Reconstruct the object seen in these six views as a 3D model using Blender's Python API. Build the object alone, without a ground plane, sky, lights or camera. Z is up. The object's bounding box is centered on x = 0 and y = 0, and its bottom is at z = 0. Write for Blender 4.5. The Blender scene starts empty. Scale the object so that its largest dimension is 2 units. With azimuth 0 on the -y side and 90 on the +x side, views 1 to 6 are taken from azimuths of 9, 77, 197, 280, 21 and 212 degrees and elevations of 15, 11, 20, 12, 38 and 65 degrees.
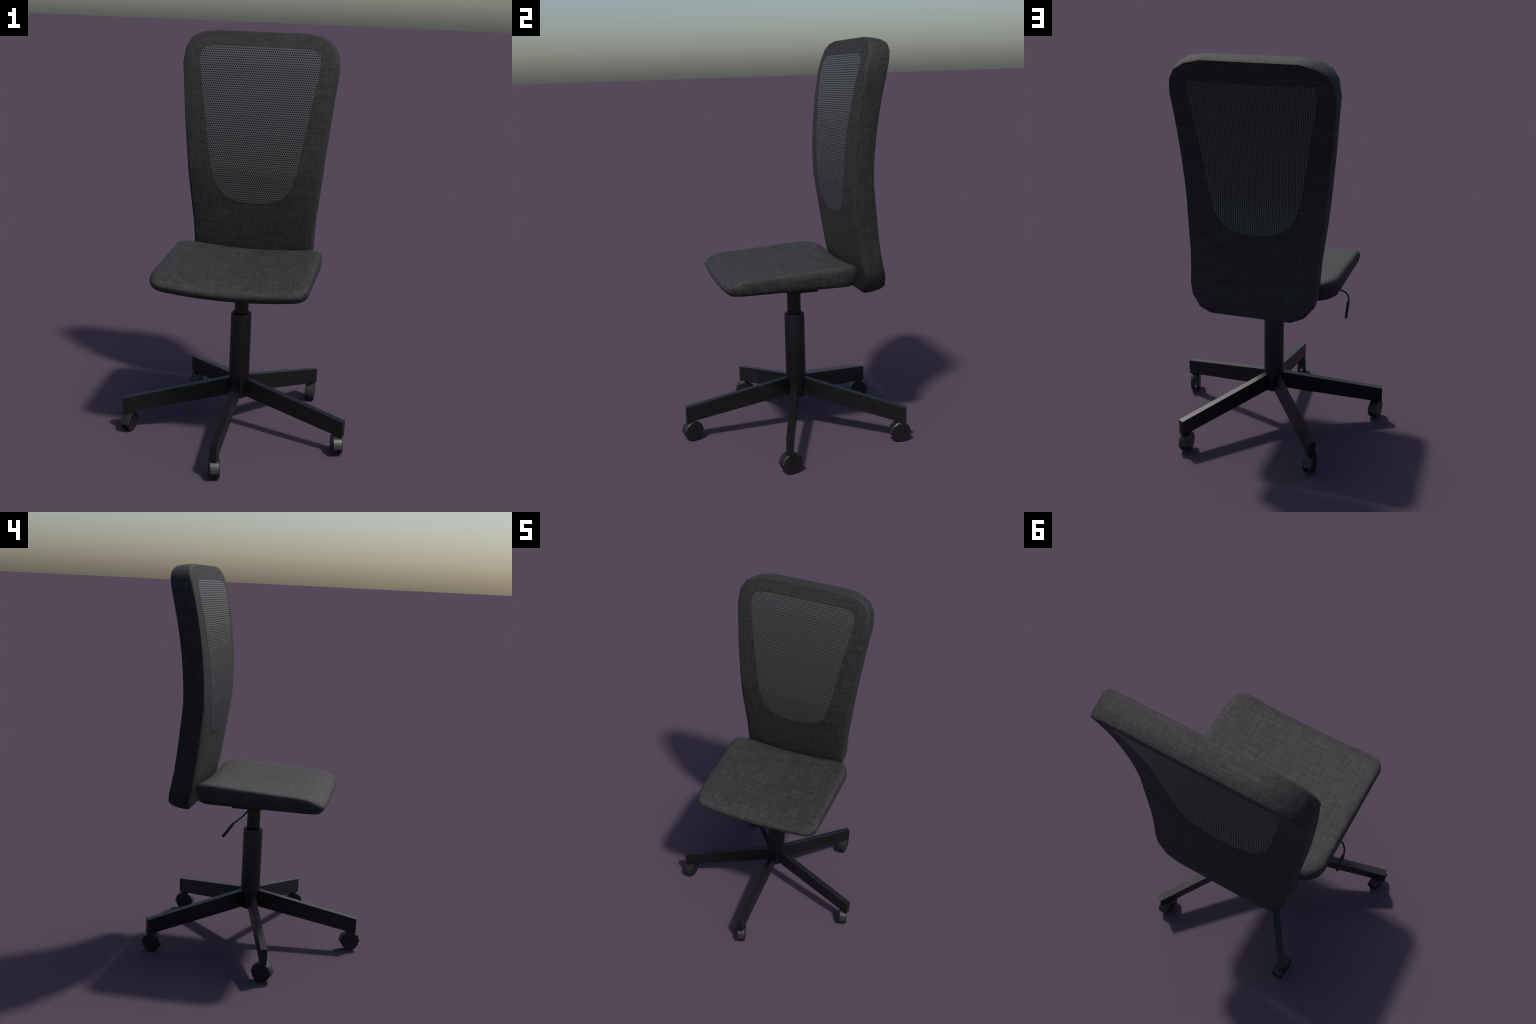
"""Armless office swivel chair: linen-covered seat and tall back with a
perforated mesh panel, gas column, five-armed black base on twin-wheel casters."""
import bpy, bmesh, math
from mathutils import Vector, Matrix

HUB_X, HUB_Y = -0.0035, 0.052       # the column stands a little behind the centre
UPPER_X, SEAT_X = -0.0065, -0.0075  # seat and back sit a hair to one side of the base


# ------------------------------------------------------------------ helpers
def lerp(table, t):
    """piecewise-linear profile: table of (key, value) sorted by key"""
    if t <= table[0][0]:
        return table[0][1]
    for (a, va), (b, vb) in zip(table, table[1:]):
        if t <= b:
            return va + (vb - va) * (t - a) / (b - a)
    return table[-1][1]


def smooth_curve(table, t):
    """Catmull-Rom style (Hermite) interpolation of the same kind of table"""
    n = len(table)
    if t <= table[0][0]:
        i = 0
    elif t >= table[-1][0]:
        i = n - 2
    else:
        i = max(k for k in range(n - 1) if table[k][0] <= t)

    def slope(k):
        k0, k1 = max(0, k - 1), min(n - 1, k + 1)
        return (table[k1][1] - table[k0][1]) / (table[k1][0] - table[k0][0])
    x0, y0 = table[i]
    x1, y1 = table[i + 1]
    h = x1 - x0
    s = (t - x0) / h
    if s < 0:
        return y0 + slope(i) * (t - x0)
    if s > 1:
        return y1 + slope(i + 1) * (t - x1)
    m0, m1 = slope(i) * h, slope(i + 1) * h
    return ((2 * s**3 - 3 * s**2 + 1) * y0 + (s**3 - 2 * s**2 + s) * m0
            + (-2 * s**3 + 3 * s**2) * y1 + (s**3 - s**2) * m1)


def add_object(name, bm, material, parent, smooth=None, recalc=True):
    if recalc:
        bmesh.ops.recalc_face_normals(bm, faces=bm.faces)
    mesh = bpy.data.meshes.new(name)
    bm.to_mesh(mesh)
    bm.free()
    mesh.materials.append(material)
    ob = bpy.data.objects.new(name, mesh)
    bpy.context.scene.collection.objects.link(ob)
    ob.parent = parent
    if smooth is not None:
        mesh.polygons.foreach_set("use_smooth", [True] * len(mesh.polygons))
        mesh.set_sharp_from_angle(angle=math.radians(smooth))
    return ob


def loft(bm, rings, cap_start=True, cap_end=True):
    """closed rings of equal length -> quads; returns vertex rings"""
    vr = [[bm.verts.new(p) for p in ring] for ring in rings]
    n = len(vr[0])
    for a, b in zip(vr, vr[1:]):
        for i in range(n):
            j = (i + 1) % n
            bm.faces.new((a[i], a[j], b[j], b[i]))
    if cap_start:
        bm.faces.new(vr[0][::-1])
    if cap_end:
        bm.faces.new(vr[-1])
    return vr


def ring(r, z, n, phase=0.0, cx=0.0, cy=0.0):
    return [(cx + r * math.cos(phase + 2 * math.pi * i / n),
             cy + r * math.sin(phase + 2 * math.pi * i / n), z) for i in range(n)]


# ---------------------------------------------------------------- materials
class Nodes:
    def __init__(self, name):
        self.mat = bpy.data.materials.new(name)
        self.mat.use_nodes = True
        self.t = self.mat.node_tree
        self.bsdf = self.t.nodes["Principled BSDF"]
        self.coord = self.t.nodes.new("ShaderNodeTexCoord")

    def new(self, kind, **props):
        n = self.t.nodes.new(kind)
        for k, v in props.items():
            setattr(n, k, v)
        return n

    def link(self, a, b):
        self.t.links.new(a, b)

    def put(self, socket, value):
        if isinstance(value, bpy.types.NodeSocket):
            self.link(value, socket)
        else:
            socket.default_value = value

    def math(self, op, a, b=0.0, clamp=False):
        n = self.new("ShaderNodeMath", operation=op, use_clamp=clamp)
        self.put(n.inputs[0], a)
        self.put(n.inputs[1], b)
        return n.outputs[0]

    def noise(self, scale_xyz, detail=2.0, rough=0.5, offset=(0, 0, 0)):
        m = self.new("ShaderNodeMapping")
        m.inputs["Scale"].default_value = scale_xyz
        m.inputs["Location"].default_value = offset
        self.link(self.coord.outputs["Object"], m.inputs["Vector"])
        n = self.new("ShaderNodeTexNoise")
        n.inputs["Scale"].default_value = 1.0
        n.inputs["Detail"].default_value = detail
        n.inputs["Roughness"].default_value = rough
        self.link(m.outputs[0], n.inputs["Vector"])
        return n.outputs["Fac"]

    def ramp(self, fac, stops):
        r = self.new("ShaderNodeValToRGB")
        el = r.color_ramp.elements
        while len(el) < len(stops):
            el.new(0.5)
        for e, (p, c) in zip(el, stops):
            e.position = p
            e.color = (*c, 1)
        self.link(fac, r.inputs["Fac"])
        return r.outputs["Color"]

    def bump(self, height, strength, distance):
        b = self.new("ShaderNodeBump")
        b.inputs["Strength"].default_value = strength
        b.inputs["Distance"].default_value = distance
        self.link(height, b.inputs["Height"])
        self.link(b.outputs["Normal"], self.bsdf.inputs["Normal"])

    def set(self, **kw):
        for k, v in kw.items():
            self.put(self.bsdf.inputs[k.replace("_", " ")], v)


def linen(name, main, tone, contrast):
    """Charcoal linen: slubby threads that run along x, y and z. The two sets
    named in main carry the weave, the third only shows on the narrow sides."""
    N = Nodes(name)

    def thread(axis, fine, slow, **kw):
        return N.noise(tuple(slow if a == axis else fine for a in "xyz"), **kw)

    def total(parts):
        out = None
        for fac, weight in parts:
            term = N.math("MULTIPLY", N.math("SUBTRACT", fac, 0.5), weight)
            out = term if out is None else N.math("ADD", out, term)
        return out
    fine, slub = [], []
    for k, axis in enumerate("xyz"):
        w = 1.0 if axis in main else 0.75
        shift = (3.1 * k, 7.7 * k + 1, 1.3 + 5 * k)
        fine.append((thread(axis, 210, 14, detail=1.0, offset=shift), 0.55 * w * contrast))
        slub.append((thread(axis, 80, 4.0, detail=2.5, offset=shift), (0.50 * w if axis in main else 0.26) * contrast))
    fine_h = total(fine)
    value = N.math("ADD", N.math("ADD", fine_h, total(slub)), 0.5)
    grey = lambda v: (v * tone, v * tone, v * tone * 0.985)
    col = N.ramp(value, [(0.30, grey(0.0095)), (0.50, grey(0.0200)), (0.70, grey(0.0390))])
    N.set(Base_Color=col, Roughness=0.78)
    N.bsdf.inputs["Specular IOR Level"].default_value = 0.5
    N.bump(fine_h, 0.45, 0.003)
    return N.mat


def perforated(name, across, along):
    """Tight plastic mesh: round holes in a staggered lattice on the x-z plane.
    across/along: hole pitch in a row, distance between staggered rows;
    rows lie along x for the front, along z for the rear."""
    N = Nodes(name)
    sep = N.new("ShaderNodeSeparateXYZ")
    N.link(N.coord.outputs["Object"], sep.inputs[0])
    px, pz = across, along

    def lattice(shift):
        d = []
        for s, pitch in ((sep.outputs["X"], px), (sep.outputs["Z"], pz)):
            f = N.math("FRACT", N.math("ADD", N.math("DIVIDE", s, pitch), 50 + shift))
            d.append(N.math("MULTIPLY", N.math("SUBTRACT", f, 0.5), pitch))
        return N.math("SQRT", N.math("ADD", N.math("MULTIPLY", d[0], d[0]),
                                     N.math("MULTIPLY", d[1], d[1])))
    dist = N.math("MINIMUM", lattice(0.0), lattice(0.5))
    mask = N.new("ShaderNodeMapRange", interpolation_type="SMOOTHSTEP")
    N.link(dist, mask.inputs["Value"])
    mask.inputs["From Min"].default_value = 0.0026
    mask.inputs["From Max"].default_value = 0.0043
    m = mask.outputs["Result"]                       # 0 in a hole, 1 on the cord
    col = N.ramp(m, [(0.0, (0.0085, 0.0085, 0.0093)), (1.0, (0.072, 0.071, 0.073))])
    rough = N.math("SUBTRACT", 0.85, N.math("MULTIPLY", m, 0.45))
    N.set(Base_Color=col, Roughness=rough)
    N.put(N.bsdf.inputs["Specular IOR Level"], N.math("MULTIPLY", m, 0.6))
    N.bump(m, 0.25, 0.002)
    return N.mat


def black_steel(name, base, rough, mottled=True):
    """Black powder coat / nylon with faint scuffs and cloudy gloss."""
    N = Nodes(name)
    cloud = N.noise((22, 22, 22), detail=5.0, rough=0.65)
    scuff = N.noise((9, 60, 60), detail=3.0, rough=0.6, offset=(4, 1, 2))
    mix = N.math("ADD", N.math("MULTIPLY", cloud, 0.6), N.math("MULTIPLY", scuff, 0.4))
    lo, hi = base * 0.78, base * 1.3
    col = N.ramp(mix, [(0.35, (lo, lo, lo)), (0.65, (hi, hi, hi * 0.98))])
    r = N.math("ADD", N.math("MULTIPLY", mix, 0.22), rough - 0.11)
    N.set(Base_Color=col, Roughness=r)
    N.bump(mix, 0.12, 0.004)
    return N.mat


MAT_SEAT = linen("seat_linen", "xy", 0.90, 0.82)
MAT_BACK = linen("back_linen", "xz", 0.76, 0.80)
MAT_MESH_FRONT = perforated("mesh_weave_front", 0.0106, 0.0220)
MAT_MESH_REAR = perforated("mesh_weave_rear", 0.0216, 0.0106)
MAT_STEEL = black_steel("black_powder_coat", 0.0036, 0.42)
MAT_NYLON = black_steel("black_nylon", 0.0065, 0.42)
MAT_DARK = black_steel("matt_black", 0.0035, 0.6)

# ---------------------------------------------------------------- the chair
chair = bpy.data.objects.new("office_chair", None)
chair.empty_display_size = 0.2
bpy.context.scene.collection.objects.link(chair)
chair.location = (0, 0, 0)
chair["label"] = "armless charcoal fabric swivel chair with tall mesh back and five-wheel base"
chair["category"] = "office chair"

# ---------------------------------------------------------------- backrest
# front profile (height -> y): leans back below, bulges at the lumbar, curls
# back again towards the head
FRONT_Y = [(0.745, 0.3620), (0.80, 0.3520), (0.85, 0.3385), (0.90, 0.3245), (0.95, 0.3165), (1.04, 0.3036),
           (1.13, 0.2918), (1.22, 0.2807), (1.31, 0.2703), (1.40, 0.2693), (1.49, 0.2730), (1.58, 0.2802),
           (1.67, 0.2912), (1.75, 0.3040), (1.834, 0.3197), (1.912, 0.3394), (1.961, 0.3530), (2.00, 0.3650)]
# half outline of the back: rounded bottom corner, flaring sides, rounded top corner
BACK_OUTLINE = [(0.200, 0.7470), (0.257, 0.7670), (0.297, 0.8150), (0.3115, 0.8720),
                (0.3135, 0.95), (0.3180, 1.04), (0.3275, 1.13), (0.3370, 1.22), (0.3450, 1.31),
                (0.3525, 1.40), (0.3605, 1.49), (0.3690, 1.58), (0.3765, 1.67), (0.3840, 1.75),
                (0.3930, 1.8340), (0.3850, 1.9120), (0.3570, 1.9610), (0.3040, 1.9890), (0.2280, 1.9990)]
BACK_DEPTH = 0.1035
COLS = 12                          # columns of quads across a padded face


def back_frame(z):
    """front point and unit vector pointing to the rear, square to the profile"""
    e = 0.02
    dy = (lerp(FRONT_Y, z + e) - lerp(FRONT_Y, z - e)) / (2 * e)
    k = 1 / math.hypot(1, dy)
    return lerp(FRONT_Y, z) - 0.0020, k, -dy * k


def back_puff(x, z, rear=False):
    """padding: both faces swell a little towards the middle"""
    w = 0.31 + 0.085 * (z - 0.87)
    swell = 0.0060 if rear else 0.0075 + 0.005 * max(0.0, 1 - ((z - 1.17) / 0.20) ** 2)
    if rear:
        swell -= 0.0050 * max(0.0, 1 - ((z - 1.22) / 0.20) ** 2)
    ends = min(1.0, max(0.0, (z - 0.75) / 0.10)) * min(1.0, max(0.0, (2.0 - z) / 0.12))
    return swell * max(0.0, 1 - abs(x / w) ** 5) * ends


def back_rings():
    half = BACK_OUTLINE
    strip = [math.cos(math.pi * k / COLS) for k in range(1, COLS)]
    (wb, zb), (wt, zt) = half[0], half[-1]
    full = (half + [(wt * c, zt) for c in strip] + [(-x, z) for x, z in reversed(half)]
            + [(-wb * c, zb) for c in strip])
    mid_z = 1.37
    rings = []
    # (share of the depth, inset at the sides, at the top, at the bottom)
    for share, inset_x, inset_t, inset_b in ((0.0, 0.0050, 0.0050, 0.0060), (0.05, 0.0005, 0.0010, 0.0015),
                                             (0.14, -0.0020, -0.0005, 0.0), (0.55, -0.0030, -0.0015, 0.0010),
                                             (0.90, -0.0020, 0.0, 0.0050), (1.0, 0.0005, 0.0030, 0.0110)):
        r = []
        for x, z in full:
            fx = 1 - inset_x / max(abs(x), 0.2)
            reach = max(0.0, abs(z - mid_z) - 0.45) / 0.18      # only near the ends
            zz = z - inset_t * min(1, reach) if z > mid_z else z + inset_b * min(1, reach)
            y, ny, nz = back_frame(zz)
            d = share * BACK_DEPTH
            r.append((x * fx + UPPER_X, y + ny * d, zz + nz * d))
        rings.append(r)
    return rings


def padded_face(bm, loop, direction):
    """fills a left-right symmetric loop with rows of quads that swell outward"""
    h = len(BACK_OUTLINE)
    right, top = loop[:h], loop[h:h + COLS - 1]
    left, bottom = loop[h + COLS - 1:2 * h + COLS - 1][::-1], loop[2 * h + COLS - 1:][::-1]
    rows = [[right[0], *bottom, left[0]]]
    for a, b in zip(right[1:-1], left[1:-1]):
        row = [a]
        for k in range(1, COLS):
            # columns crowd towards the sides, where the padding rolls off
            p = a.co.lerp(b.co, 0.5 - 0.5 * math.cos(math.pi * k / COLS))
            y, ny, nz = back_frame(p.z)
            q = direction * back_puff(p.x - UPPER_X, p.z, direction > 0)
            row.append(bm.verts.new((p.x, p.y + ny * q, p.z + nz * q)))
        rows.append(row + [b])
    rows.append([right[-1], *top, left[-1]])
    for r, s in zip(rows, rows[1:]):
        for k in range(COLS):
            bm.faces.new((r[k], r[k + 1], s[k + 1], s[k]))


bm = bmesh.new()
vr = loft(bm, back_rings(), False, False)
padded_face(bm, vr[0], -1)
padded_face(bm, vr[-1], 1)
backrest = add_object("backrest", bm, MAT_BACK, chair, smooth=38)

# mesh panel: one slightly raised sheet in the front, one in the rear
PANEL_W = [(1.1405, 0.0), (1.1435, 0.050), (1.152, 0.092), (1.172, 0.145), (1.21, 0.1815), (1.26, 0.2050), (1.31, 0.2205),
           (1.40, 0.2365), (1.485, 0.2480), (1.70, 0.2830), (1.84, 0.3050),
           (1.862, 0.3055), (1.886, 0.3010), (1.905, 0.2890), (1.915, 0.2730), (1.9205, 0.2400), (1.921, 0.0)]


def panel(name, rear, material):
    bm = bmesh.new()
    knots = {k - (0.006 if rear else 0.0) for k, _ in FRONT_Y if 1.19 < k < 1.90}
    zs = sorted(knots | {p[0] for p in PANEL_W[1:-1]} | {1.1412, 1.1475, 1.16, 1.19, 1.235, 1.285} | {1.31 + 0.0325 * i for i in range(17)})
    cols = [i / 14 - 1 for i in range(29)]
    lift = 0.0010
    outer, inner = [], []
    for z in zs:
        w = lerp(PANEL_W, z) if z > 1.1405 else 0.01
        zz = z + (0.006 if rear else 0.0)
        y, ny, nz = back_frame(zz)
        for store, d in ((outer, lift), (inner, -0.004)):
            off = BACK_DEPTH + d if rear else -d
            q = lambda x: back_puff(x, zz, rear) * (1 if rear else -1)
            store.append([bm.verts.new((c * w + UPPER_X, y + ny * (off + q(c * w)), zz + nz * (off + q(c * w)))) for c in cols])
    for g in (outer, inner):
        for a, b in zip(g, g[1:]):
            for i in range(len(cols) - 1):
                bm.faces.new((a[i], a[i + 1], b[i + 1], b[i]))
    rim = lambda g: [r[0] for r in g] + g[-1][1:] + [r[-1] for r in reversed(g[:-1])] + g[0][-2:0:-1]
    ro, ri = rim(outer), rim(inner)
    for i in range(len(ro)):
        j = (i + 1) % len(ro)
        bm.faces.new((ro[i], ro[j], ri[j], ri[i]))
    return add_object(name, bm, material, backrest, smooth=35)


panel("mesh_panel", False, MAT_MESH_FRONT)
panel("mesh_panel", True, MAT_MESH_REAR)

# -------------------------------------------------------------------- seat
SEAT_TOP = [(-0.36, 0.8810), (-0.30, 0.8945), (-0.22, 0.9020), (-0.10, 0.9085), (0.0, 0.9140), (0.12, 0.9215), (0.22, 0.9280), (0.31, 0.9310)]
SEAT_DISH = 0.026                 # the middle sags below the sides


def seat_dish(x):
    return -SEAT_DISH * max(0.0, 1 - (abs(x) / 0.36) ** 2.0)


def seat_outline(inset_side, inset_front, inset_rear, seg=8):
    """rounded trapezoid, walked counter-clockwise from the rear left"""
    y0, y1 = -0.3565 + inset_front, 0.3025 - inset_rear
    w_front, w_rear = 0.3740 - inset_side, 0.3800 - inset_side
    rf, rr = max(0.028, 0.066 - inset_side * 0.6), max(0.035, 0.096 - inset_side * 0.6)
    pts = []

    def arc(cx, cy, r, a0):
        for i in range(seg + 1):
            a = math.radians(a0 + 90 * i / seg)
            pts.append((cx + r * math.cos(a), cy + r * math.sin(a)))

    def run(a, b, n):
        for i in range(1, n):
            pts.append((a[0] + (b[0] - a[0]) * i / n, a[1] + (b[1] - a[1]) * i / n))
    arc(-w_rear + rr, y1 - rr, rr, 90)
    run((-w_rear, y1 - rr), (-w_front, y0 + rf), 10)
    arc(-w_front + rf, y0 + rf, rf, 180)
    run((-w_front + rf, y0), (w_front - rf, y0), 10)
    arc(w_front - rf, y0 + rf, rf, 270)
    run((w_front, y0 + rf), (w_rear, y1 - rr), 10)
    arc(w_rear - rr, y1 - rr, rr, 0)
    run((w_rear - rr, y1), (-w_rear + rr, y1), 10)
    return pts


# (height share between underside and top, inset side, inset front, inset rear)
SEAT_LEVELS = [(0.0, 0.190, 0.170, 0.150), (0.0, 0.090, 0.085, 0.080), (0.0, 0.042, 0.048, 0.042), (0.02, 0.021, 0.034, 0.026), (0.07, 0.0115, 0.022, 0.017), (0.20, 0.0045, 0.0130, 0.0080),
               (0.38, 0.0025, 0.0045, 0.0020), (0.55, 0.0000, 0.0000, 0.0000), (0.72, 0.0000, 0.0040, 0.0015),
               (0.85, 0.0020, 0.0120, 0.0070), (0.93, 0.0045, 0.0230, 0.0150), (0.98, 0.0090, 0.0370, 0.0260),
               (1.02, 0.0170, 0.0560, 0.0410), (1.045, 0.0400, 0.0860, 0.0680), (1.06, 0.105, 0.140, 0.125), (1.07, 0.190, 0.195, 0.190),
               (1.08, 0.270, 0.250, 0.250), (1.08, 0.330, 0.295, 0.290)]


def seat_under(y):
    return 0.8235 + 0.002 * (y / 0.3)


bm = bmesh.new()
rings = []
for share, i_s, i_f, i_r in SEAT_LEVELS:
    r = []
    for x, y in seat_outline(i_s, i_f, i_r):
        lo, hi = seat_under(y), smooth_curve(SEAT_TOP, y)
        r.append((x + SEAT_X, y, lo + share * (hi - lo) + seat_dish(x)))
    rings.append(r)
loft(bm, rings)
seat = add_object("seat", bm, MAT_SEAT, chair, smooth=60)

# ------------------------------------------------- plate, column, lever
bm = bmesh.new()
PLATE = [(-0.055, 0.786), (-0.020, 0.759), (0.012, 0.750), (0.155, 0.750), (0.155, 0.806), (-0.055, 0.806)]
loft(bm, [[(x, y, z) for y, z in PLATE] for x in (-0.105, 0.095)])
plate = add_object("seat_plate", bm, MAT_DARK, chair, smooth=25)
mod = plate.modifiers.new("edge", "BEVEL")
mod.width, mod.segments = 0.003, 2

bm = bmesh.new()
loft(bm, [[(x + HUB_X, y + HUB_Y, z) for x, y, z in ring(r, z, 24)] for r, z in
          ((0.0350, 0.600), (0.0350, 0.780))])
add_object("gas_piston", bm, MAT_STEEL, chair, smooth=40)

bm = bmesh.new()
loft(bm, [[(x + HUB_X, y + HUB_Y, z) for x, y, z in ring(r, z, 24)] for r, z in
          ((0.0518, 0.252), (0.0518, 0.6225), (0.0505, 0.6265), (0.0470, 0.6295), (0.0375, 0.6305), (0.0365, 0.6200))])
column = add_object("column", bm, MAT_STEEL, chair, smooth=40)

bm = bmesh.new()
loft(bm, [[(x + HUB_X, y + HUB_Y, z) for x, y, z in ring(r, z, 10, math.radians(18))] for r, z in
          ((0.0430, 0.1775), (0.0475, 0.1825), (0.0475, 0.262))])
add_object("hub", bm, MAT_STEEL, chair, smooth=20)

# height lever: thin rod under the seat, bent down and back, with a grip
LEVER = [Vector(p) for p in ((-0.06, 0.030, 0.790), (-0.20, 0.033, 0.7905), (-0.335, 0.036, 0.7900),
                             (-0.362, 0.038, 0.7885), (-0.385, 0.045, 0.7825), (-0.400, 0.058, 0.7720),
                             (-0.4065, 0.073, 0.7600), (-0.4070, 0.084, 0.7490))]
GRIP = [Vector((-0.4068, 0.0815, 0.7525)), Vector((-0.4070, 0.084, 0.7490)), Vector((-0.4078, 0.1300, 0.6830)), Vector((-0.4079, 0.1322, 0.6798))]


def tube(bm, path, radii, n=10):
    rings = []
    for i, p in enumerate(path):
        d = (path[min(i + 1, len(path) - 1)] - path[max(i - 1, 0)]).normalized()
        side = d.cross(Vector((0.3, 0.9, 0.1))).normalized()
        up = side.cross(d)
        rings.append([p + (side * math.cos(2 * math.pi * k / n) + up * math.sin(2 * math.pi * k / n)) * radii[i]
                      for k in range(n)])
    loft(bm, rings)


bm = bmesh.new()
tube(bm, LEVER, [0.0042] * len(LEVER))
lever = add_object("lever", bm, MAT_DARK, chair, smooth=50)
bm = bmesh.new()
tube(bm, GRIP, [0.0055, 0.0074, 0.0074, 0.0058])
add_object("lever_grip", bm, MAT_DARK, lever, smooth=50)

# ------------------------------------------------------ legs and casters
LEG_IN, LEG_OUT, LEG_W = 0.036, 0.5887, 0.0325


def leg_mesh():
    bm = bmesh.new()
    top = lambda r: 0.2815 + (0.1780 - 0.2815) * (r - 0.05) / (LEG_OUT - 0.05)
    bot = lambda r: 0.1900 + (0.0970 - 0.1900) * (r - 0.05) / (LEG_OUT - 0.05)
    h = LEG_W / 2
    rings = []
    for i in range(9):
        r = LEG_IN + (LEG_OUT - LEG_IN) * i / 8
        rings.append([(r, -h, bot(r)), (r, h, bot(r)), (r, h, top(r)), (r, -h, top(r))])
    loft(bm, rings)
    edges = [e for e in bm.edges if len(e.link_faces) == 2 and e.calc_face_angle(0) > 0.8]
    bmesh.ops.bevel(bm, geom=edges, offset=0.0012, segments=1, affect="EDGES")
    return add_object("leg", bm, MAT_STEEL, chair, smooth=20)


HOOD_R, WHEEL_R, CASTER_Z, HOOD_W = 0.0545, 0.0475, 0.0475, 0.0475


def hood_mesh(parent):
    """half of a ten-sided drum, closed at both sides, open below"""
    bm = bmesh.new()

    def arch(r, x):
        return [(x, r * math.cos(math.radians(36 * k)), r * math.sin(math.radians(36 * k))) for k in range(6)]
    h = HOOD_W / 2
    loft(bm, [arch(HOOD_R - 0.0035, -h), arch(HOOD_R, -h + 0.0035), arch(HOOD_R, h - 0.0035), arch(HOOD_R - 0.0035, h)])
    return add_object("caster_hood", bm, MAT_NYLON, parent, smooth=37)


def wheel_mesh(parent):
    bm = bmesh.new()
    t = 0.0075
    loft(bm, [[(x, r * math.cos(math.radians(36 * k + 18)), r * math.sin(math.radians(36 * k + 18))) for k in range(10)]
              for r, x in ((WHEEL_R - 0.0012, -t), (WHEEL_R, -t + 0.0012), (WHEEL_R, t - 0.0012), (WHEEL_R - 0.0012, t))])
    return add_object("caster_wheel", bm, MAT_NYLON, parent, smooth=20)


leg0 = leg_mesh()
hood0 = hood_mesh(leg0)
wheel0 = wheel_mesh(hood0)
SWIVEL = {0: 17, 1: 15, 2: -1, 3: -4, 4: -11}       # where each caster has rolled to
for k in range(5):
    az = math.radians(-90 + 72 * k)
    if k == 0:
        leg, hood, wheels = leg0, hood0, [wheel0, wheel0.copy()]
        bpy.context.scene.collection.objects.link(wheels[1])
    else:
        leg, hood, wheels = leg0.copy(), hood0.copy(), [wheel0.copy(), wheel0.copy()]
        for o in (leg, hood, *wheels):
            bpy.context.scene.collection.objects.link(o)
    leg.parent = chair
    leg.location = (HUB_X, HUB_Y, 0)
    leg.rotation_euler = (0, 0, az)
    hood.parent = leg
    hood.location = (0.557, 0, CASTER_Z)
    hood.rotation_euler = (0, 0, math.radians(SWIVEL[k]) - az)
    for side, w in zip((-1, 1), wheels):
        w.parent = hood
        w.location = (side * (HOOD_W / 2 - 0.0075 + 0.0004), 0, 0)
